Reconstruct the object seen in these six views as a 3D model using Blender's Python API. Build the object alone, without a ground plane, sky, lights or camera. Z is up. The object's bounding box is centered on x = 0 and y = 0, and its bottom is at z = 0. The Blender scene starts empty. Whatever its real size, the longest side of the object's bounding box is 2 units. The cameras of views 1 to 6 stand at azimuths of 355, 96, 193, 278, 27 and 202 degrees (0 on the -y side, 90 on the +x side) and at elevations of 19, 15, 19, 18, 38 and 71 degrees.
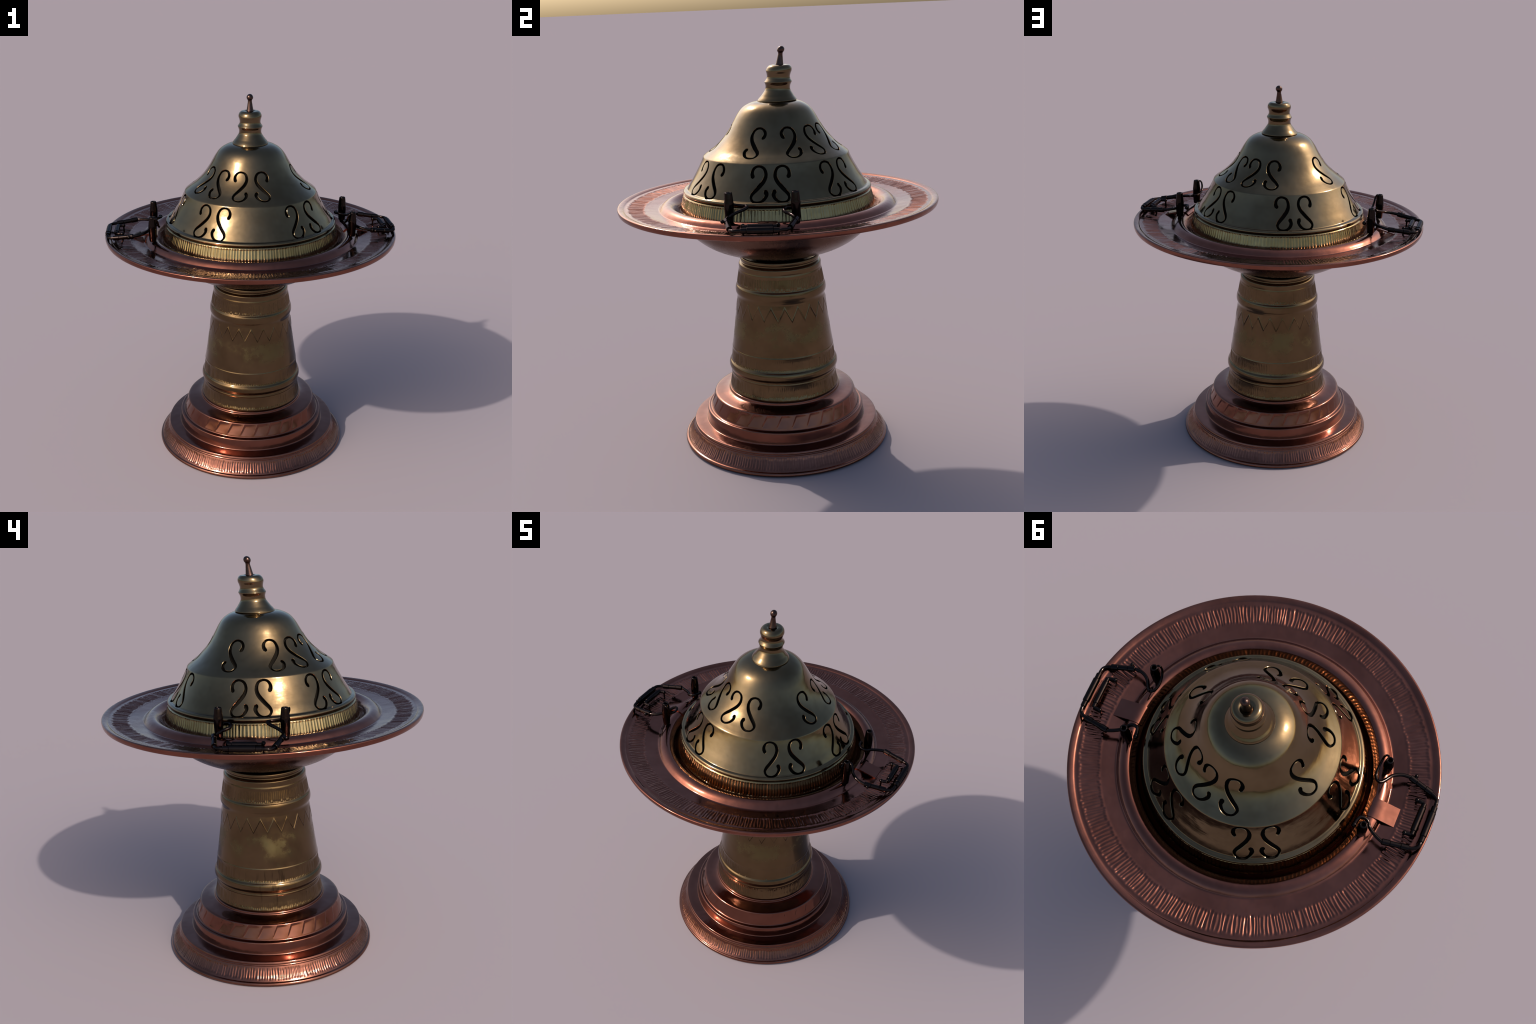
"""A footed copper and brass brazier with a pierced bell lid and two iron bail handles.
Every turned part is a lathe profile (radius, height, corner fillet); the lid is a profile
pierced by paired S scrolls; the handles are swept rods with sleeves, rollers and hollow posts."""
import bpy, math, random
import numpy as np
from mathutils import Vector
from mathutils.geometry import delaunay_2d_cdt

TAU = 2 * math.pi
sin, cos, rad = math.sin, math.cos, math.radians


# ------------------------------------------------------------------ materials
class Nodes:
    def __init__(self, name):
        self.mat = bpy.data.materials.new(name)
        self.mat.use_nodes = True
        self.nt = self.mat.node_tree
        self.bsdf = self.nt.nodes["Principled BSDF"]
        self.coord = self.nt.nodes.new("ShaderNodeTexCoord").outputs["Object"]

    def node(self, kind, inputs=None, **props):
        n = self.nt.nodes.new(kind)
        for k, v in props.items():
            setattr(n, k, v)
        for k, v in (inputs or {}).items():
            if isinstance(v, bpy.types.NodeSocket):
                self.nt.links.new(v, n.inputs[k])
            else:
                n.inputs[k].default_value = v
        return n

    def math(self, op, a, b=None, c=None, clamp=False):
        d = {0: a}
        if b is not None:
            d[1] = b
        if c is not None:
            d[2] = c
        return self.node("ShaderNodeMath", d, operation=op, use_clamp=clamp).outputs[0]

    def noise(self, scale, detail=3.0, rough=0.5, stretch=(1, 1, 1)):
        m = self.node("ShaderNodeMapping", {"Vector": self.coord, "Scale": stretch}).outputs[0]
        return self.node("ShaderNodeTexNoise", {"Vector": m, "Scale": scale, "Detail": detail, "Roughness": rough}).outputs[0]

    def ramp(self, fac, lo, hi):
        return self.node("ShaderNodeMapRange", {"Value": fac, "From Min": lo, "From Max": hi}, interpolation_type="SMOOTHSTEP").outputs[0]

    def mix(self, fac, a, b):
        n = self.nt.nodes.new("ShaderNodeMix")
        n.data_type = "RGBA"
        for k, v in ((0, fac), (6, a), (7, b)):
            if isinstance(v, bpy.types.NodeSocket):
                self.nt.links.new(v, n.inputs[k])
            else:
                n.inputs[k].default_value = v if k == 0 else (*v, 1)
        return n.outputs[2]

    def set(self, **kw):
        for k, v in kw.items():
            k = k.replace("_", " ")
            if isinstance(v, bpy.types.NodeSocket):
                self.nt.links.new(v, self.bsdf.inputs[k])
            else:
                self.bsdf.inputs[k].default_value = (*v, 1) if isinstance(v, tuple) and len(v) == 3 else v

    def bump(self, height, strength, distance):
        n = self.node("ShaderNodeBump", {"Height": height, "Strength": strength, "Distance": distance})
        self.nt.links.new(n.outputs[0], self.bsdf.inputs["Normal"])


def aged_metal(name, light, dark, tarnish, rough, stain=0.35, edge=(1, 1, 1), brushed=False):
    """Old polished sheet metal: two close tones in clouds, thin tarnish specks, uneven gloss."""
    n = Nodes(name)
    cloud = n.ramp(n.noise(5.0, 5, 0.62), 0.32, 0.7)
    col = n.mix(cloud, light, dark)
    spots = n.math("MULTIPLY", n.ramp(n.noise(19, 6, 0.7), 0.56, 0.78), stain)
    col = n.mix(spots, col, tarnish)
    fine = n.noise(160, 2, 0.5)
    haze = n.ramp(n.noise(8.0, 6, 0.75), 0.42, 0.66)
    r = n.math("MULTIPLY_ADD", haze, 0.11, rough)
    r = n.math("MULTIPLY_ADD", fine, 0.03, r)
    n.set(Base_Color=col, Metallic=1.0, Roughness=r, Specular_Tint=(*edge, 1))
    wave = n.noise(9, 2, 0.5)
    grain = n.noise(26, 2, 0.5, (1, 1, 5) if brushed else (1, 1, 1))
    n.bump(n.math("MULTIPLY_ADD", grain, 0.06, wave), 0.4, 0.005)
    return n


BRASS_LIGHT, BRASS_DARK = (0.180, 0.130, 0.072), (0.132, 0.091, 0.048)
LID = aged_metal("aged_lid_brass", BRASS_LIGHT, BRASS_DARK, (0.095, 0.065, 0.034), 0.095, brushed=True)
FLUTE = aged_metal("fluted_brass", (0.27, 0.205, 0.105), (0.20, 0.145, 0.07), (0.10, 0.06, 0.028), 0.10)
COLUMN = aged_metal("pedestal_brass", (0.155, 0.103, 0.054), (0.115, 0.075, 0.038), (0.07, 0.045, 0.02), 0.10, 0.45)
COPPER = aged_metal("aged_copper", (0.245, 0.093, 0.064), (0.19, 0.069, 0.046), (0.13, 0.05, 0.032), 0.10, 0.3)
BASE = aged_metal("foot_copper", (0.205, 0.085, 0.06), (0.16, 0.064, 0.044), (0.13, 0.07, 0.04), 0.11, 0.35)
BOWL = aged_metal("dull_bowl_copper", (0.150, 0.083, 0.060), (0.115, 0.060, 0.043), (0.085, 0.045, 0.03), 0.20, 0.3)
KNOB = aged_metal("dark_copper", (0.085, 0.05, 0.04), (0.06, 0.034, 0.027), (0.04, 0.02, 0.017), 0.2, 0.3)

ZIG_COUNT, ZIG_PHASE, ZIG_LO, ZIG_HI = 21, rad(-8.6), 0.681, 0.748


def engrave_column():
    """dark patina left in the engraved zigzag and green blotches on the pedestal"""
    n = COLUMN
    xyz = n.node("ShaderNodeSeparateXYZ", {0: n.coord}).outputs
    ang = n.math("ARCTAN2", xyz[1], xyz[0])
    turns = n.math("MULTIPLY_ADD", ang, ZIG_COUNT / TAU, 100.5 - ZIG_PHASE * ZIG_COUNT / TAU)
    tri = n.math("MULTIPLY", n.math("ABSOLUTE", n.math("SUBTRACT", n.math("FRACT", turns), 0.5)), 2.0)
    line = n.math("MULTIPLY_ADD", tri, -(ZIG_HI - ZIG_LO), ZIG_HI)
    off = n.math("ABSOLUTE", n.math("SUBTRACT", xyz[2], line))
    mask = n.math("SUBTRACT", 1.0, n.ramp(off, 0.0016, 0.0042))
    patchy = n.math("MULTIPLY_ADD", n.ramp(n.noise(13, 3, 0.6), 0.45, 0.55), 0.75, 0.25)
    mask = n.math("MULTIPLY", mask, patchy)
    base = n.bsdf.inputs["Base Color"].links[0].from_socket
    green = n.math("MULTIPLY", n.ramp(n.noise(6.5, 6, 0.7), 0.60, 0.74), 0.55)
    col = n.mix(green, base, (0.10, 0.10, 0.05))
    # dark vertical streaks across the lower engraved bands
    m = n.node("ShaderNodeMapping", {"Vector": n.coord, "Scale": (1, 1, 0.12)}).outputs[0]
    st = n.node("ShaderNodeTexNoise", {"Vector": m, "Scale": 46.0, "Detail": 3.0}).outputs[0]
    bands = n.math("ADD", n.math("MULTIPLY", n.ramp(xyz[2], 0.50, 0.485), n.ramp(n.noise(3.3, 2), 0.50, 0.62)), 0.0)
    col = n.mix(n.math("MULTIPLY", n.math("MULTIPLY", n.ramp(st, 0.55, 0.66), bands), 0.7), col, (0.06, 0.04, 0.022))
    col = n.mix(mask, col, (0.014, 0.009, 0.006))
    n.nt.links.new(col, n.bsdf.inputs["Base Color"])
    band = n.math("MULTIPLY", n.ramp(xyz[2], 0.52, 0.60), n.ramp(xyz[2], 0.70, 0.64))
    pale_patch = n.math("MULTIPLY", band, n.ramp(n.noise(5.5, 5, 0.65), 0.46, 0.62))
    n.nt.links.new(n.mix(n.math("MULTIPLY", pale_patch, 0.6), col, (0.15, 0.125, 0.055)), n.bsdf.inputs["Base Color"])
    old = n.bsdf.inputs["Roughness"].links[0].from_socket
    n.nt.links.new(n.math("MULTIPLY_ADD", pale_patch, 0.22, old), n.bsdf.inputs["Roughness"])


engrave_column()

_i = Nodes("black_iron")
_i.set(Base_Color=_i.mix(_i.noise(40, 3), (0.030, 0.022, 0.019), (0.018, 0.013, 0.012)), Metallic=1.0, Specular_Tint=(0.55, 0.55, 0.58),
       Roughness=_i.math("MULTIPLY_ADD", _i.noise(60, 2), 0.08, 0.10))
IRON = _i.mat
_e = Nodes("darkened_cut_edge")  # brass colour darkened to mute the bright ground reflection inside the scrolls
_e.set(Base_Color=_e.mix(_e.noise(50, 3), (0.085, 0.055, 0.022), (0.04, 0.024, 0.010)), Metallic=1.0, Roughness=0.28)
CUT = _e.mat
_s = Nodes("slot_black")  # near-black colour of the lid's inside, seen through the slots
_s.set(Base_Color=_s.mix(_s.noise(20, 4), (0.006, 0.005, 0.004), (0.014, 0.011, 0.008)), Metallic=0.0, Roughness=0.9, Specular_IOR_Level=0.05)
SLOT_BLACK = _s.mat


# ------------------------------------------------------------------ helpers
def noise_hash(i, seed):
    return random.Random(i * 7919 + seed * 104729).random()


def fillet(pts, arc=4):
    """profile of (r, z, fillet radius) -> polyline with rounded corners and support points"""
    P = [(p[0], p[1], p[2] if len(p) > 2 else 0.0) for p in pts]
    out = [P[0][:2]]
    for a, b, c in zip(P, P[1:], P[2:]):
        v0, v1, v2 = (np.array(q[:2]) for q in (a, b, c))
        d0, d1 = v0 - v1, v2 - v1
        l0, l1 = np.linalg.norm(d0), np.linalg.norm(d1)
        k = min(b[2], 0.45 * l0, 0.45 * l1)
        if k <= 0:
            out.append(tuple(v1))
            continue
        s, e = v1 + d0 / l0 * k, v1 + d1 / l1 * k
        for t in np.linspace(0, 1, arc + 1):
            out.append(tuple((1 - t) ** 2 * s + 2 * t * (1 - t) * v1 + t * t * e))
    out.append(P[-1][:2])
    return out


def refine(poly, step):
    """subdivide long profile segments; step is a length or a rule step(r, z)"""
    out = [poly[0]]
    for a, b in zip(poly, poly[1:]):
        d = math.hypot(b[0] - a[0], b[1] - a[1])
        n = max(1, math.ceil(d / (step((a[0] + b[0]) / 2, (a[1] + b[1]) / 2) if callable(step) else step)))
        for k in range(1, n + 1):
            out.append((a[0] + (b[0] - a[0]) * k / n, a[1] + (b[1] - a[1]) * k / n))
    return out


def smooth_curve(points, per=8):
    P = np.array(points, float)
    out = []
    for i in range(len(P) - 1):
        a, b, c, d = P[max(i - 1, 0)], P[i], P[i + 1], P[min(i + 2, len(P) - 1)]
        for t in np.linspace(0, 1, per, endpoint=False):
            out.append(0.5 * (2 * b + (c - a) * t + (2 * a - 5 * b + 4 * c - d) * t * t + (3 * b - a - 3 * c + d) * t ** 3))
    out.append(P[-1])
    return [tuple(p) for p in out]


def add_mesh(name, verts, faces, mats, parent=None, smooth=True, sharp=None):
    me = bpy.data.meshes.new(name)
    me.from_pydata([tuple(v) for v in verts], [], faces)
    for m in mats if isinstance(mats, (list, tuple)) else [mats]:
        me.materials.append(m)
    me.polygons.foreach_set("use_smooth", [smooth] * len(me.polygons))
    if sharp:
        me.set_sharp_from_angle(angle=rad(sharp))
    me.update()
    ob = bpy.data.objects.new(name, me)
    bpy.context.scene.collection.objects.link(ob)
    ob.parent = parent
    return ob


def lathe(name, profile, segs, mat, parent=None, relief=None, shift=None, sharp=None):
    """turn a (r, z) polyline; relief(theta, r, z) pushes along the profile normal"""
    pr = np.array(profile, float)
    tan = np.gradient(pr, axis=0)
    nor = np.stack([-tan[:, 1], tan[:, 0]], 1)
    nor /= np.maximum(np.linalg.norm(nor, axis=1), 1e-9)[:, None]
    n = len(pr)
    th = np.arange(segs) * TAU / segs
    R = np.repeat(pr[:, 0][:, None], segs, 1)
    Z = np.repeat(pr[:, 1][:, None], segs, 1)
    if relief:
        H = relief(th[None, :], pr[:, 0][:, None], pr[:, 1][:, None])
        R = R + H * nor[:, 0][:, None]
        Z = Z + H * nor[:, 1][:, None]
    sh = np.array([shift(z) if shift else 0.0 for z in pr[:, 1]])[:, None]
    V = np.stack([R * np.cos(th), R * np.sin(th) + sh, Z], -1).reshape(-1, 3)
    idx = np.arange(n * segs).reshape(n, segs)
    nx = np.roll(idx, -1, 1)
    F = np.stack([idx[:-1], nx[:-1], nx[1:], idx[1:]], -1).reshape(-1, 4)
    faces = F.tolist()
    if pr[0, 0] > 1e-6:
        faces.append(idx[0][::-1].tolist())
    if pr[-1, 0] > 1e-6:
        faces.append(idx[-1].tolist())
    return add_mesh(name, V.tolist(), faces, mat, parent, sharp=sharp)


def outward(profile):
    """lathe() expects profiles running bottom to top on the outside (normal to the right)"""
    return profile


def flutes(count, seed, power=0.8, jitter=0.25, wobble=0.0, ragged=0.08, ease=0.10):
    """hand-cut vertical strokes: irregular rounded ribs around the axis, 0..1"""
    rnd = random.Random(seed)
    cuts = np.cumsum([1 + rnd.uniform(-jitter, jitter) for _ in range(count)])
    cuts = np.concatenate([[0], cuts]) / cuts[-1] * TAU
    amp = np.array([rnd.uniform(0.55, 1.0) for _ in range(count)])
    end0 = np.array([rnd.uniform(0.0, ragged) for _ in range(count)])
    end1 = np.array([rnd.uniform(0.0, ragged) for _ in range(count)])
    lean = np.array([rnd.uniform(-1, 1) for _ in range(count)])

    def f(theta, t):
        """t runs 0..1 along the stroke"""
        th = (theta + 0 * t) % TAU
        t = t + 0 * theta
        i = np.clip(np.searchsorted(cuts, th, side="right") - 1, 0, count - 1)
        x = (th - cuts[i]) / (cuts[i + 1] - cuts[i])
        x = np.clip(x + wobble * np.sin(5.0 * t + 9.0 * lean[i]) * np.sin(math.pi * x), 0, 1)
        rib = np.sin(math.pi * x) ** power * amp[i]
        e0 = np.clip((t - end0[i]) / ease, 0, 1)
        e1 = np.clip((1 - end1[i] - t) / ease, 0, 1)
        inside = (t >= 0) & (t <= 1)
        return rib * e0 * e0 * (3 - 2 * e0) * e1 * e1 * (3 - 2 * e1) * inside
    return f


def sweep(name, path, radii, mat, parent=None, sides=12, make=True):
    """round rod along a polyline, capped"""
    P = [Vector(p) for p in path]
    rs = radii if isinstance(radii, (list, tuple)) else [radii] * len(P)
    up = Vector((0, 0, 1))
    verts, faces = [], []
    T = [(P[min(i + 1, len(P) - 1)] - P[max(i - 1, 0)]).normalized() for i in range(len(P))]
    a = T[0].orthogonal().normalized()
    for i, p in enumerate(P):
        a = (a - T[i] * a.dot(T[i])).normalized()
        b = T[i].cross(a)
        for k in range(sides):
            w = TAU * k / sides
            verts.append(p + (a * cos(w) + b * sin(w)) * rs[i])
    for i in range(len(P) - 1):
        for k in range(sides):
            j = (k + 1) % sides
            faces.append((i * sides + k, i * sides + j, (i + 1) * sides + j, (i + 1) * sides + k))
    faces.append(tuple(range(sides))[::-1])
    faces.append(tuple((len(P) - 1) * sides + k for k in range(sides)))
    if not make:
        return verts, faces
    return add_mesh(name, verts, faces, mat, parent, sharp=50)


def merge(*parts):
    V, F = [], []
    for v, f in parts:
        o = len(V)
        V += v
        F += [tuple(i + o for i in q) for q in f]
    return V, F


# ------------------------------------------------------------------ the thing
brazier = bpy.data.objects.new("brazier", None)
bpy.context.scene.collection.objects.link(brazier)
brazier["label"] = "footed copper and brass brazier with pierced bell lid"
brazier["category"] = "brazier"


def lean(z):
    """the top of the lid and its finial are bent a little towards +y"""
    return float(np.interp(z, [0, 1.48, 1.56, 1.72, 1.7375, 1.744, 1.884, 1.982, 2.1], [0, 0.001, 0.0055, 0.0075, 0.0100, 0.017, 0.031, 0.044, 0.058]))


# ---- foot
foot_prof = fillet([(0.0, 0.0), (0.505, 0.0), (0.526, 0.0, .006), (0.5315, 0.008, .006), (0.5270, 0.0185, .005), (0.5195, 0.0205, .003),
                    (0.5165, 0.0245, .002), (0.5000, 0.0480), (0.4880, 0.0680), (0.4815, 0.0800, .002), (0.4790, 0.0850, .002),
                    (0.4805, 0.0885, .002), (0.4770, 0.0920, .0015), (0.4790, 0.0960, .002), (0.4750, 0.1055, .003),
                    (0.4450, 0.1070, .01), (0.4140, 0.1090, .004), (0.4110, 0.1140, .004), (0.4075, 0.1650), (0.4055, 0.1710, .004),
                    (0.3980, 0.1735, .003), (0.3910, 0.1715, .002), (0.3855, 0.1750, .002), (0.3840, 0.1800, .003), (0.3635, 0.2480, .005),
                    (0.3550, 0.2515, .004), (0.3050, 0.2575), (0.2870, 0.2640, .004), (0.2860, 0.2735, .003), (0.2830, 0.2770, .003), (0.2750, 0.2775, .003), (0.255, 0.277), (0.0, 0.277)])
foot_prof = refine(foot_prof, lambda r, z: 0.006 if (0.02 < z < 0.085 or 0.18 < z < 0.25) and r > 0.36 else 0.03 if 0.001 < z < 0.27 else 1)
_fband = flutes(226, 3, 0.8, 0.25, 0.14, 0.12, 0.06)
TWIST = 32


def foot_relief(th, r, z):
    h = 0.0031 * _fband(th, (z - 0.0265) / (0.078 - 0.0265)) * (r > 0.46) - 0.0
    # slanted gadroons on the upper drum: saw-tooth facets with a crease between them
    t = np.clip((z - 0.184) / (0.244 - 0.184), 0, 1)
    on = ((z > 0.182) & (z < 0.2475) & (r > 0.33))
    ph = ((th - rad(169.8)) - (t - 1) * rad(4.0)) * TWIST / TAU
    x = ph - np.floor(ph)
    facet = np.clip(x / 0.12, 0, 1) - x * 0.75
    pillow = np.sin(math.pi * t) ** 0.35 * (0.35 + 0.65 * t)
    return h + on * 0.0062 * (facet - 0.3) * pillow


foot = lathe("foot", foot_prof, 1160, BASE.mat, brazier, foot_relief)

# ---- pedestal column
col_prof = fillet([(0.0, 0.276), (0.272, 0.276), (0.2805, 0.2780, .001), (0.2815, 0.2850, .001), (0.2785, 0.2990), (0.2725, 0.330),
                   (0.2700, 0.3560, .003), (0.2720, 0.3630, .003), (0.2695, 0.3690, .003), (0.2710, 0.3790, .004),
                   (0.2775, 0.3860, .006), (0.2815, 0.4015, .012), (0.2770, 0.4200, .008), (0.2690, 0.4280, .004),
                   (0.2655, 0.4500), (0.2610, 0.4920, .002), (0.2618, 0.4975, .002), (0.2595, 0.5030, .002),
                   (0.2480, 0.5800), (0.2345, 0.6750), (0.2270, 0.7400), (0.2225, 0.7680, .006), (0.2250, 0.7780, .006),
                   (0.2305, 0.7900, .008), (0.2312, 0.8050, .010), (0.2280, 0.8230, .008), (0.2220, 0.8320, .004),
                   (0.2215, 0.8440), (0.2160, 0.8750), (0.2105, 0.9060, .003), (0.2085, 0.9130, .002), (0.2095, 0.9180, .003),
                   (0.2090, 0.9370, .006), (0.2020, 0.9450, .004), (0.1960, 0.9470, .003), (0.1955, 0.9545, .003), (0.2000, 0.9580, .004),
                   (0.2020, 0.9670, .005), (0.1990, 0.9745, .004), (0.1900, 0.9740, .004), (0.180, 0.968), (0.0, 0.966)])
col_prof = refine(col_prof, lambda r, z: 1 if r < 0.17 else 0.0032 if 0.675 < z < 0.755 else 0.008 if z < 0.5 or z > 0.83 else 0.025)
_c1, _c2, _c3 = flutes(176, 11, 0.6, 0.3, 0.0, 0.10, 0.05), flutes(170, 12, 0.6, 0.3, 0.0, 0.10, 0.05), flutes(150, 13, 0.6, 0.3, 0.0, 0.10, 0.05)


def col_relief(th, r, z):
    out = (r > 0.15)
    h = 0.0025 * (_c1(th, (z - 0.288) / (0.352 - 0.288)) + _c2(th, (z - 0.4300) / (0.4900 - 0.4300)) + _c3(th, (z - 0.834) / (0.905 - 0.834))) * out
    turns = (th - ZIG_PHASE) * ZIG_COUNT / TAU + 100.5
    tri = np.abs(turns - np.floor(turns) - 0.5) * 2
    off = np.abs(z - (ZIG_HI - (ZIG_HI - ZIG_LO) * tri))
    i = np.floor(turns * 2).astype(int)
    dep = np.vectorize(lambda k: 0.4 + 0.9 * noise_hash(int(k), 5))(i)
    return h - 0.0016 * dep * np.clip(1.3 * (1 - off / 0.0105), 0, 1)


column = lathe("pedestal_column", col_prof, 1080, COLUMN.mat, brazier, col_relief)

# ---- dish: wide flat rim with a raised boss round the lid seat, engraved with radial strokes
dish_prof = fillet([(0.0, 1.2040), (0.472, 1.2050), (0.4890, 1.2070, .004), (0.4955, 1.2140), (0.5020, 1.2260), (0.5080, 1.2370), (0.5165, 1.2480), (0.5280, 1.2570), (0.5410, 1.2615),
                    (0.5550, 1.2605), (0.5705, 1.2535), (0.5810, 1.2440), (0.5880, 1.2355, .003), (0.5940, 1.2345, .003), (0.6200, 1.2375), (0.6560, 1.2420),
                    (0.7000, 1.2470), (0.7450, 1.2522), (0.7600, 1.2540, .004), (0.7660, 1.2575, .004), (0.7760, 1.2605), (0.7850, 1.2620, .004), (0.7915, 1.2595, .005),
                    (0.7925, 1.2490, .006), (0.7890, 1.2357, .005), (0.7760, 1.2333, .004), (0.60, 1.2180), (0.53, 1.2090), (0.50, 1.1920), (0.487, 1.1780), (0.0, 1.1780)])
dish_prof = refine(dish_prof, lambda r, z: 1 if r < 0.46 or z < 1.236 and r > 0.51 else 0.0048 if r > 0.63 and z > 1.2375 else 0.012)[::-1]
_d = flutes(312, 21, 0.8, 0.28, 0.22, 0.10, 0.09)


def dish_relief(th, r, z):
    top = (z > 1.2370) & (r > 0.62)
    return (0.0036 * _d(th, (r - 0.654) / (0.748 - 0.654)) - 0.0012 * np.clip((r - 0.652) / 0.01, 0, 1) * np.clip((0.752 - r) / 0.01, 0, 1)) * top


dish = lathe("dish", dish_prof, 1560, COPPER.mat, brazier, dish_relief)
for v in dish.data.vertices:        # the rim is a touch wider across the handles
    v.co.x *= 1.0030
    v.co.y *= 1.0000

bowl_prof = [(r, z) for z, r in smooth_curve([(0.966, 0.10), (0.973, 0.150), (0.9835, 0.1900), (1.0045, 0.2490), (1.0275, 0.319), (1.059, 0.3780), (1.10, 0.4280), (1.14, 0.4570), (1.165, 0.4740), (1.182, 0.4870)], 6)]
bowl_prof = [(0.0, 0.9705)] + bowl_prof + [(0.0, 1.1822)]
bowl = lathe("bowl", bowl_prof, 256, BOWL.mat, dish)

# ---- lid -------------------------------------------------------------------------------
# fluted brass collar standing in the dish
collar_prof = fillet([(0.440, 1.1880), (0.4800, 1.1880, .003), (0.4865, 1.2200, .003), (0.4868, 1.2260, .003), (0.4845, 1.2300, .002), (0.4835, 1.2330), (0.4740, 1.2700), (0.4655, 1.3020, .003),
                      (0.4600, 1.3070, .002), (0.440, 1.3060), (0.440, 1.1880)])
collar_prof = refine(collar_prof, lambda r, z: 0.005 if r > 0.455 else 1)
_k = flutes(194, 31, 0.55, 0.18, 0.06, 0.02, 0.07)


def collar_relief(th, r, z):
    return 0.0036 * _k(th, (z - 0 * th - 1.2300) / (1.3035 - 1.2300)) * (r > 0.455) - 0.0012 * ((z > 1.233) & (z < 1.301) & (r > 0.455))


lid_prof = [(0.4400, 1.3080), (0.4590, 1.3075), (0.4635, 1.3105), (0.4655, 1.3160), (0.4648, 1.3215), (0.4615, 1.3262), (0.4560, 1.3285), (0.4500, 1.3290), (0.4455, 1.3295), (0.4430, 1.3320)]
SKIRT0 = len(lid_prof) - 1
skirt = [(r, z) for z, r in smooth_curve([(1.332, 0.4430), (1.355, 0.4291), (1.380, 0.4131), (1.410, 0.3956), (1.440, 0.3790), (1.465, 0.3668), (1.4835, 0.3588)], 5)[1:]]
shoulder = [(0.3578, 1.4862), (0.3562, 1.4885), (0.3538, 1.4908), (0.3505, 1.4932)]
dome = [(r, z) for z, r in smooth_curve([(1.4970, .3455), (1.510, .3275), (1.53, .3011), (1.56, .2698), (1.59, .2445), (1.62, .2245), (1.65, .2070), (1.68, .1896), (1.705, .1710), (1.722, .1505), (1.735, .1240), (1.7415, .0950), (1.7420, .060)], 6)]
lid_prof += skirt + shoulder + dome
lid_prof = np.array(lid_prof)

lid = None
# S scroll in local metres: x to the right seen from outside, y up the slope
S_LINE = smooth_curve([(.0330, .0360), (.0375, .0480), (.0360, .0650), (.0240, .0815), (.0035, .0865), (-.0180, .0755), (-.0275, .0470), (-.0200, .0160), (.0040, -.0180),
                       (.0270, -.0460), (.0325, -.0660), (.0190, -.0840), (-.0075, -.0865), (-.0290, -.0730), (-.0390, -.0500), (-.0330, -.0330)], 3)


def ribbon(line, half):
    """outline of a chisel-ended stroke along a centre line"""
    L = np.array(line)
    t = np.gradient(L, axis=0)
    t /= np.linalg.norm(t, axis=1)[:, None]
    nn = np.stack([-t[:, 1], t[:, 0]], 1)
    s = np.linspace(0, 1, len(L))[:, None]
    w = half * (0.95 + 0.27 * np.cos(2 * TAU * s))
    left, right = L + nn * w, L - nn * w
    cap1 = [L[-1] + t[-1] * w[-1] * 0.8 + nn[-1] * w[-1] * 0.45, L[-1] + t[-1] * w[-1] * 0.8 - nn[-1] * w[-1] * 0.45]
    cap0 = [L[0] - t[0] * w[0] * 0.8 - nn[0] * w[0] * 0.45, L[0] - t[0] * w[0] * 0.8 + nn[0] * w[0] * 0.45]
    return np.concatenate([left, cap1, right[::-1], cap0])


LOWER = [(-132.9, 1), (-117.2, 0), (-60.0, 1), (-42.0, 0), (-7.0, 1), (7.8, 0), (43.5, 1), (59.3, 0), (107.0, 1), (123.0, 0), (173.0, 1), (-171.2, 0)]
UPPER = [(-17.6, 0), (20.2, 1), (46.5, 0), (71.2, 1), (95.8, 0), (160.5, 0), (-157.2, 1), (-132.8, 0), (-106.2, 1), (-82.0, 0)]


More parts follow.
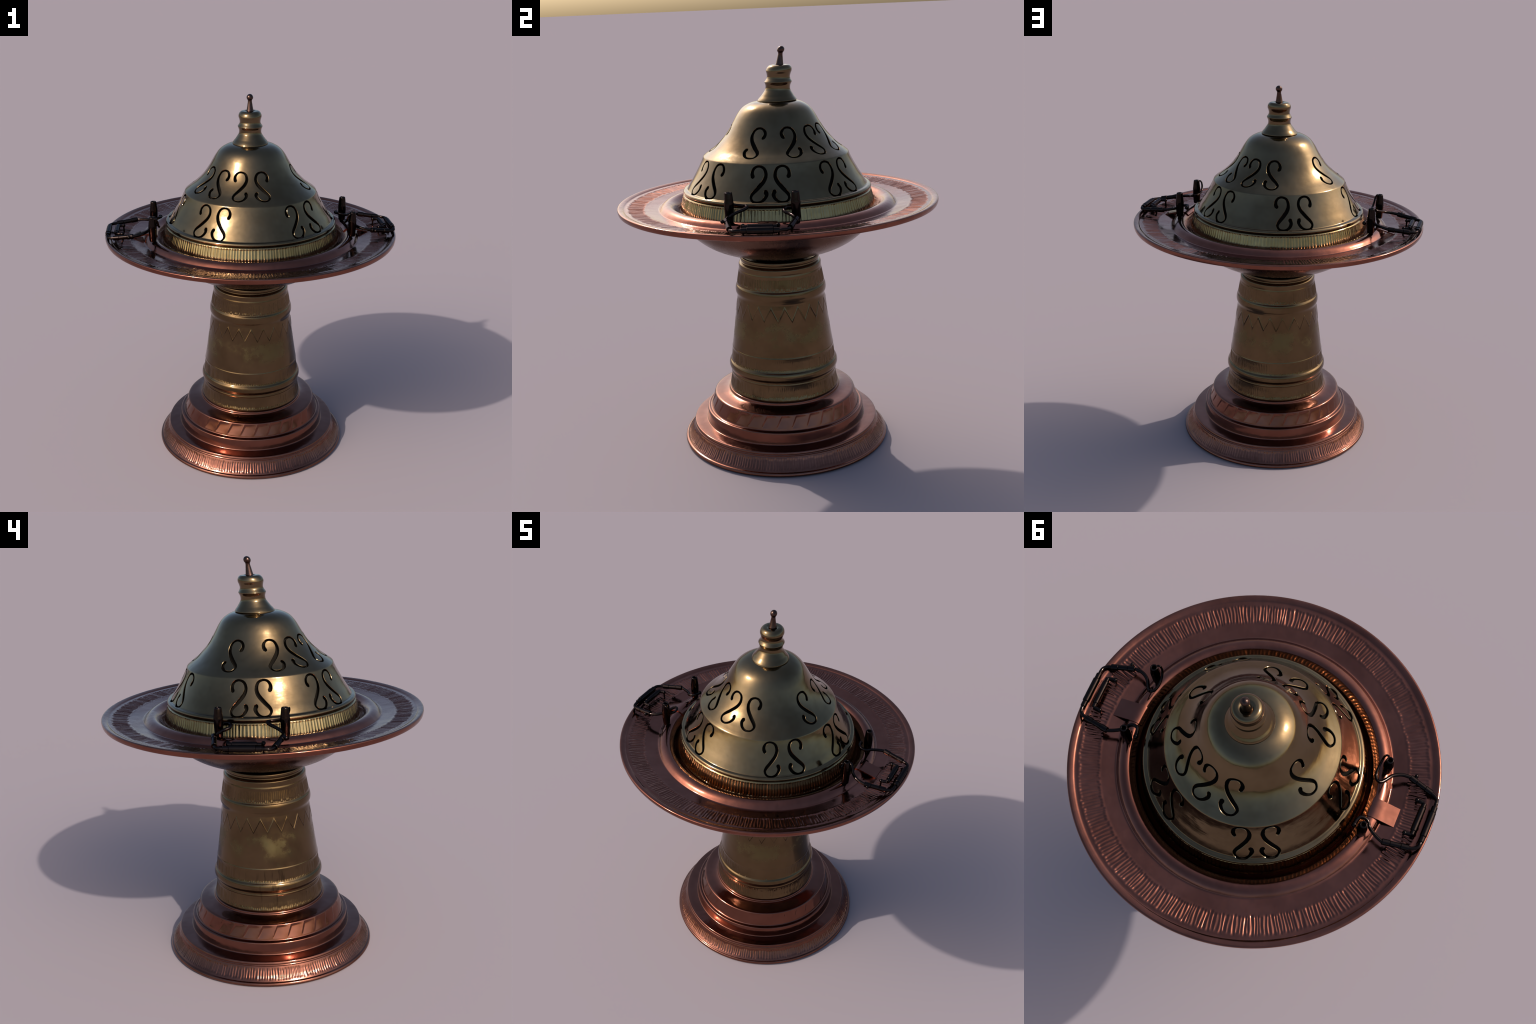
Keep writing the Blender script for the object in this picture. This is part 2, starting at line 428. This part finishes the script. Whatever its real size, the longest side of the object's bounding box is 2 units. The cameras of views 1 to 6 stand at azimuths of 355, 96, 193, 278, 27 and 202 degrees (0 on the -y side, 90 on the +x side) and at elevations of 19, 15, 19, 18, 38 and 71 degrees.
def build_lid():
    pr = lid_prof
    arc = np.concatenate([[0], np.cumsum(np.hypot(*np.diff(pr, axis=0).T))])
    skirt0 = float(np.interp(1.3320, pr[SKIRT0:, 1], arc[SKIRT0:]))
    rr = lambda l: np.interp(l, arc, pr[:, 0])
    zz = lambda l: np.interp(l, arc, pr[:, 1])
    tan = np.gradient(pr, axis=0)
    tan /= np.linalg.norm(tan, axis=1)[:, None]
    nr = lambda l: np.interp(l, arc, tan[:, 1])
    nz = lambda l: np.interp(l, arc, -tan[:, 0])
    K = 0.3
    rnd = random.Random(4)
    outlines = []
    l_low = float(np.interp(1.4030, pr[SKIRT0:, 1], arc[SKIRT0:]))
    l_up = float(np.interp(1.5665, pr[SKIRT0:, 1], arc[SKIRT0:]))
    for tier, mid, size in ((LOWER, l_low, 1.0), (UPPER, l_up, 0.97)):
        for az, mirrored in tier:
            o = ribbon(S_LINE, 0.0080 * rnd.uniform(0.95, 1.08)) * size
            if mirrored:
                o = o[::-1] * np.array([-1, 1])
            turn = rad(rnd.uniform(-2, 2))
            o = np.stack([o[:, 0] * cos(turn) - o[:, 1] * sin(turn), o[:, 0] * sin(turn) + o[:, 1] * cos(turn)], 1)
            l = mid + o[:, 1]
            a = rad(az) + o[:, 0] / rr(l)
            outlines.append(np.stack([a % TAU * K, l], 1))
    # background grid (the seam sits at angle `seam`, where no scroll lies)
    seam = rad(-95) % TAU
    for o in outlines:
        o[:, 0] = (o[:, 0] - seam * K) % (TAU * K)
    N = 320
    pts, border = [], []
    allout = np.concatenate(outlines)
    step = TAU * K / N
    for j, l in enumerate(arc):
        near = allout[np.abs(allout[:, 1] - l) < 0.004]
        for i in range(N + 1):
            x = i * step
            if 0 < i < N and len(near) and np.min((near[:, 0] - x) ** 2 * (rr(l) / K) ** 2 + (near[:, 1] - l) ** 2) < 0.0022 ** 2:
                continue
            pts.append((x, float(l)))
    boxes = [(o.min(0), o.max(0)) for o in outlines]

    def inside(P):
        """which points fall inside any scroll outline"""
        res = np.zeros(len(P), bool)
        for o, (lo, hi) in zip(outlines, boxes):
            m = np.where((P[:, 0] > lo[0]) & (P[:, 0] < hi[0]) & (P[:, 1] > lo[1]) & (P[:, 1] < hi[1]))[0]
            if not len(m):
                continue
            q = P[m]
            c = np.zeros(len(m), bool)
            for (x0, y0), (x1, y1) in zip(o, np.roll(o, -1, 0)):
                if y0 != y1:
                    hit = ((y0 > q[:, 1]) != (y1 > q[:, 1])) & (q[:, 0] < (x1 - x0) * (q[:, 1] - y0) / (y1 - y0) + x0)
                    c ^= hit
            res[m] |= c
        return res
    P = np.array(pts)
    P = P[~inside(P)]
    pts = [tuple(p) for p in P]
    edges = []
    for o in outlines:
        b = len(pts)
        pts += [tuple(p) for p in o]
        edges += [(b + i, b + (i + 1) % len(o)) for i in range(len(o))]
    cv, ce, cf, *_ = delaunay_2d_cdt([Vector(p) for p in pts], edges, [], 0, 1e-7)
    C = np.array([tuple(v) for v in cv])
    F = np.array([f for f in cf if len(f) == 3])
    cen = C[F].mean(1)
    area = np.abs((C[F[:, 1], 0] - C[F[:, 0], 0]) * (C[F[:, 2], 1] - C[F[:, 0], 1]) - (C[F[:, 2], 0] - C[F[:, 0], 0]) * (C[F[:, 1], 1] - C[F[:, 0], 1]))
    F = F[~inside(cen) & (area > 1e-12)]
    # weld the seam
    left = {round(float(C[i, 1]), 6): i for i in range(len(C)) if C[i, 0] < 1e-6}
    remap = np.arange(len(C))
    for i in range(len(C)):
        if C[i, 0] > TAU * K - 1e-6:
            remap[i] = left.get(round(float(C[i, 1]), 6), i)
    F = remap[F]

    def place(c, depth):
        th = c[:, 0] / K + seam
        r, z, a, b = rr(c[:, 1]), zz(c[:, 1]), nr(c[:, 1]), nz(c[:, 1])
        r2, z2 = r - a * depth, z - b * depth
        sh = np.array([lean(v) for v in z])
        pos = np.stack([r2 * np.cos(th), r2 * np.sin(th) + sh, z2], 1)
        nor = np.stack([a * np.cos(th), a * np.sin(th), b], 1)
        return pos, nor / np.linalg.norm(nor, axis=1)[:, None]
    T = 0.011
    po, no = place(C, 0.0)
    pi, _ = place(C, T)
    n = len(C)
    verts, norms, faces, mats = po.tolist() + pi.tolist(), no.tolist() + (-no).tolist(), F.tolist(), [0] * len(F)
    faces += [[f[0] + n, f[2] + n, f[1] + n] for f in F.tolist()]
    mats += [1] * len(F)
    # walls of the cut scrolls, with a tiny chamfer ring that catches light
    for o in outlines:
        m = len(o)
        t = np.roll(o, -1, 0) - np.roll(o, 1, 0)
        q0, nn = place(o, 0.0)
        d = np.roll(q0, -1, 0) - np.roll(q0, 1, 0)
        wn = np.cross(d, nn)
        wn /= np.linalg.norm(wn, axis=1)[:, None]
        q1 = place(o, 0.0016)[0] + wn * 0.0014
        q2 = place(o, T * 0.8)[0] + wn * 0.0016
        q3 = place(o, T)[0]
        bevel = (nn + wn * 1.1) / np.linalg.norm(nn + wn * 1.1, axis=1)[:, None]
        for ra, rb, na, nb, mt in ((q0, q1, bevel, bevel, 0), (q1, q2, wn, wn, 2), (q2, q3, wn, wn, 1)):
            b = len(verts)
            verts += ra.tolist() + rb.tolist()
            norms += na.tolist() + nb.tolist()
            for k in range(m):
                j = (k + 1) % m
                faces.append([b + j, b + k, b + m + k, b + m + j])
                mats.append(mt)
    ob = add_mesh("lid", verts, faces, [LID.mat, SLOT_BLACK, CUT], brazier)
    me = ob.data
    me.polygons.foreach_set("material_index", mats)
    me.normals_split_custom_set_from_vertices(norms)
    return ob


lid = build_lid()
collar = lathe("fluted_collar", collar_prof, 1358, FLUTE.mat, lid, collar_relief)

# black inner shell behind the pierced work, so the slots look black
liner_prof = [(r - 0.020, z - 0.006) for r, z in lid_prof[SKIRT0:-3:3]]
liner = lathe("dark_backing_shell", liner_prof, 96, SLOT_BLACK, lid, None, lean)

finial_prof = fillet([(0.0, 1.7380), (0.0900, 1.7390), (0.0955, 1.7420, .003), (0.0962, 1.7460, .002), (0.0900, 1.7545), (0.0800, 1.7660), (0.0690, 1.7820, .006), (0.0620, 1.7930, .006),
                      (0.0598, 1.8020, .006), (0.0600, 1.8150, .008), (0.0672, 1.8325, .002), (0.0650, 1.8360, .003), (0.0570, 1.8480, .008), (0.0555, 1.8570, .006), (0.0580, 1.8700, .008),
                      (0.0624, 1.8825, .003), (0.0620, 1.8905, .005), (0.0580, 1.9020, .007), (0.0480, 1.9115, .007), (0.0310, 1.9128, .004), (0.0210, 1.9090, .002), (0.0, 1.9085)])
finial = lathe("finial", refine(finial_prof, 0.005), 96, LID.mat, lid, None, lean)
knob_prof = fillet([(0.0, 1.9085), (0.0185, 1.9085), (0.0200, 1.9120, .002), (0.0175, 1.9200), (0.0135, 1.9450), (0.0108, 1.9620, .002)]) + \
    [(0.0176 * sin(a), 1.9822 - 0.0178 * cos(a)) for a in np.linspace(rad(42), math.pi, 16)]
knob = lathe("finial_knob", knob_prof, 48, KNOB.mat, lid, None, lean)


# ---- handles: mirror images of each other on +x and -x ----------------------------------
def post_mesh():
    """hollow tapering octagonal-ish tube, local origin at its foot"""
    prof = fillet([(0.0, 0.0), (0.0165, 0.0, .001), (0.0182, 0.004, .002), (0.0215, 0.045, .02), (0.0222, 0.084, .005), (0.0208, 0.094, .004), (0.0168, 0.131, .003), (0.0148, 0.1350, .002), (0.0098, 0.1350, .0015), (0.0085, 0.131, .001), (0.0080, 0.105), (0.0, 0.105)], 3)
    ob = lathe("handle_post", prof, 12, IRON, None, sharp=35)
    return ob


def tube(p0, p1, steps):
    """sleeve with stepped radii: steps of (fraction, radius)"""
    a, b = Vector(p0), Vector(p1)
    path = [a.lerp(b, f) for f, _ in steps]
    return sweep("", path, [r for _, r in steps], None, make=False, sides=20)


def step_pipe(segments):
    """stepped rod radii along 0..1 with chamfered steps"""
    out = []
    e = 0.012
    for f0, f1, r in segments:
        out += [(f0 + 0.0005, r - 0.0014), (f0 + e, r), (f1 - e, r), (f1 - 0.0005, r - 0.0014)]
    return out


def ball(c, r, n=10, m=14):
    c = Vector(c)
    V, F = [c + Vector((0, 0, -r))], []
    for i in range(1, n):
        a = math.pi * i / n
        for k in range(m):
            V.append(c + Vector((r * sin(a) * cos(TAU * k / m), r * sin(a) * sin(TAU * k / m), -r * cos(a))))
    V.append(c + Vector((0, 0, r)))
    for k in range(m):
        j = (k + 1) % m
        F.append((0, 1 + j, 1 + k))
        for i in range(n - 2):
            a = 1 + i * m
            F.append((a + k, a + j, a + m + j, a + m + k))
        F.append((1 + (n - 2) * m + k, 1 + (n - 2) * m + j, len(V) - 1))
    return V, F


WIRE = 0.0078
POSTS = [(0.5340, -0.1720), (0.5315, 0.1250)]
M1, M2 = (0.6375, -0.173, 1.2935), (0.7430, -0.147, 1.2780)
P1, P2 = (0.6235, 0.132, 1.2935), (0.7350, 0.1115, 1.2805)
R1, R2 = (0.7755, -0.0960, 1.2800), (0.7725, 0.0690, 1.2800)
Q1, Q2 = (0.7305, -0.0905, 1.2840), (0.7270, 0.0555, 1.2840)


def rod_parts():
    w = []
    # front wire: long loop from the post head, round the inside, out to its sleeve
    thin = smooth_curve([(0.526, -0.1880, 1.3900), (0.515, -0.1900, 1.3890), (0.507, -0.1880, 1.3740), (0.5030, -0.1780, 1.3520), (0.5000, -0.1560, 1.3370), (0.5000, -0.1260, 1.3310), (0.508, -0.101, 1.3295), (0.523, -0.0915, 1.3280)], 5)
    w.append(sweep("", thin, [0.0042 + 0.0026 * i / (len(thin) - 1) for i in range(len(thin))], None, make=False, sides=10))
    w.append(sweep("", smooth_curve([(0.523, -0.0915, 1.3280), (0.534, -0.098, 1.3235), (0.545, -0.113, 1.3180), (0.566, -0.145, 1.3080), (0.599, -0.167, 1.3000), M1, (0.655, -0.1700, 1.291)], 5), WIRE, None, make=False))
    # back wire: short hook round the post, ending in a ball
    w.append(sweep("", smooth_curve([(0.4945, 0.112, 1.3120), (0.496, 0.096, 1.3140), (0.504, 0.0785, 1.3150), (0.522, 0.0715, 1.3120), (0.5420, 0.0780, 1.3060), (0.557, 0.098, 1.3010), (0.588, 0.1180, 1.2970), P1, (0.640, 0.1300, 1.2915)], 5), WIRE, None, make=False))
    w.append(ball((0.4945, 0.1150, 1.3120), 0.0112))
    # bent corners between the sleeves and the grip
    w.append(sweep("", smooth_curve([(0.730, -0.1510, 1.2800), M2, (0.760, -0.1400, 1.2770), (0.7725, -0.1280, 1.2775), (0.7755, -0.1120, 1.2800), R1, (0.775, -0.085, 1.2815)], 5), WIRE, None, make=False))
    w.append(sweep("", smooth_curve([(0.722, 0.1140, 1.2820), P2, (0.7530, 0.1060, 1.2800), (0.7670, 0.0950, 1.2800), (0.7720, 0.0820, 1.2810), R2, (0.7730, 0.060, 1.2815)], 5), WIRE, None, make=False))
    return merge(*w)


def handle(side):
    def put(vf):
        V, F = vf
        V = [(side * v[0], v[1], v[2]) for v in V]
        if side < 0:
            F = [tuple(reversed(f)) for f in F]
        return V, F
    rod = add_mesh("handle", *put(rod_parts()), IRON, brazier, sharp=50)
    for a, b in ((M1, M2), (P1, P2)):
        add_mesh("sleeve", *put(tube(a, b, step_pipe([(0, 0.30, 0.0135), (0.30, 0.70, 0.0116), (0.70, 1, 0.0132)]))), IRON, rod, sharp=24)
    add_mesh("grip", *put(tube(R1, R2, step_pipe([(0, 0.16, 0.0125), (0.16, 0.84, 0.0152), (0.84, 1, 0.0125)]))), IRON, rod, sharp=24)
    # a shorter bar lying beside the grip, with bent and knobbed ends resting on the dish
    ends = []
    for q, s in ((Q1, (0.698, -0.0945, 1.2830)), (Q2, (0.6975, 0.0575, 1.2830))):
        ends.append(sweep("", smooth_curve([q, (q[0] - 0.008, q[1] + (0.004 if q[1] < 0 else -0.004) * 0, 1.2835), (0.708, s[1], 1.2835), s], 4), 0.0080, None, make=False))
        ends.append(ball(s, 0.0100))
        ends.append(sweep("", [(s[0], s[1], 1.283), (s[0] - 0.002, s[1], 1.243)], 0.0045, None, make=False))
    add_mesh("rest_bar", *put(merge(tube(Q1, Q2, step_pipe([(0, 0.13, 0.0108), (0.13, 0.87, 0.0138), (0.87, 1, 0.0108)])), *ends)), IRON, rod, sharp=24)
    # small stop on the outer side of the front sleeve
    k = Vector(M1).lerp(Vector(M2), 0.18)
    add_mesh("stop_knob", *put(merge(sweep("", [k, k + Vector((0.003, -0.018, 0.003))], 0.0065, None, make=False), ball(k + Vector((0.003, -0.019, 0.003)), 0.0088))), IRON, rod, sharp=24)
    return rod


post = post_mesh()
first = True
for side in (1, -1):
    rod = handle(side)
    for x, y in POSTS:
        ob = post if first else post.copy()
        if not first:
            bpy.context.scene.collection.objects.link(ob)
        first = False
        ob.name = "handle_post"
        ob.parent = rod
        ob.location = (side * x, y, 1.2630)
        ob.rotation_euler = (0, 0, rad(17 * x * 100 + 31 * y * 100) % 0.6)
    # copper strap bridging the boss and the flat of the dish
    path = smooth_curve([(0.510, 1.2500), (0.524, 1.2610), (0.544, 1.2665), (0.568, 1.2640), (0.600, 1.2560), (0.648, 1.2440)], 5)
    V, F = [], []
    t = 0.0070
    for i, (r, z) in enumerate(path):
        for yy, dz in ((-0.042, 0), (0.042, 0), (0.042, -t), (-0.042, -t)):
            V.append((side * r, yy, z + dz))
    for i in range(len(path) - 1):
        for k in range(4):
            j = (k + 1) % 4
            q = (4 * i + k, 4 * i + j, 4 * i + 4 + j, 4 * i + 4 + k)
            F.append(q if side < 0 else q[::-1])
    e = 4 * (len(path) - 1)
    F += [(3, 2, 1, 0), (e, e + 1, e + 2, e + 3)] if side < 0 else [(0, 1, 2, 3), (e + 3, e + 2, e + 1, e)]
    add_mesh("strap", V, F, COPPER.mat, dish, sharp=40)
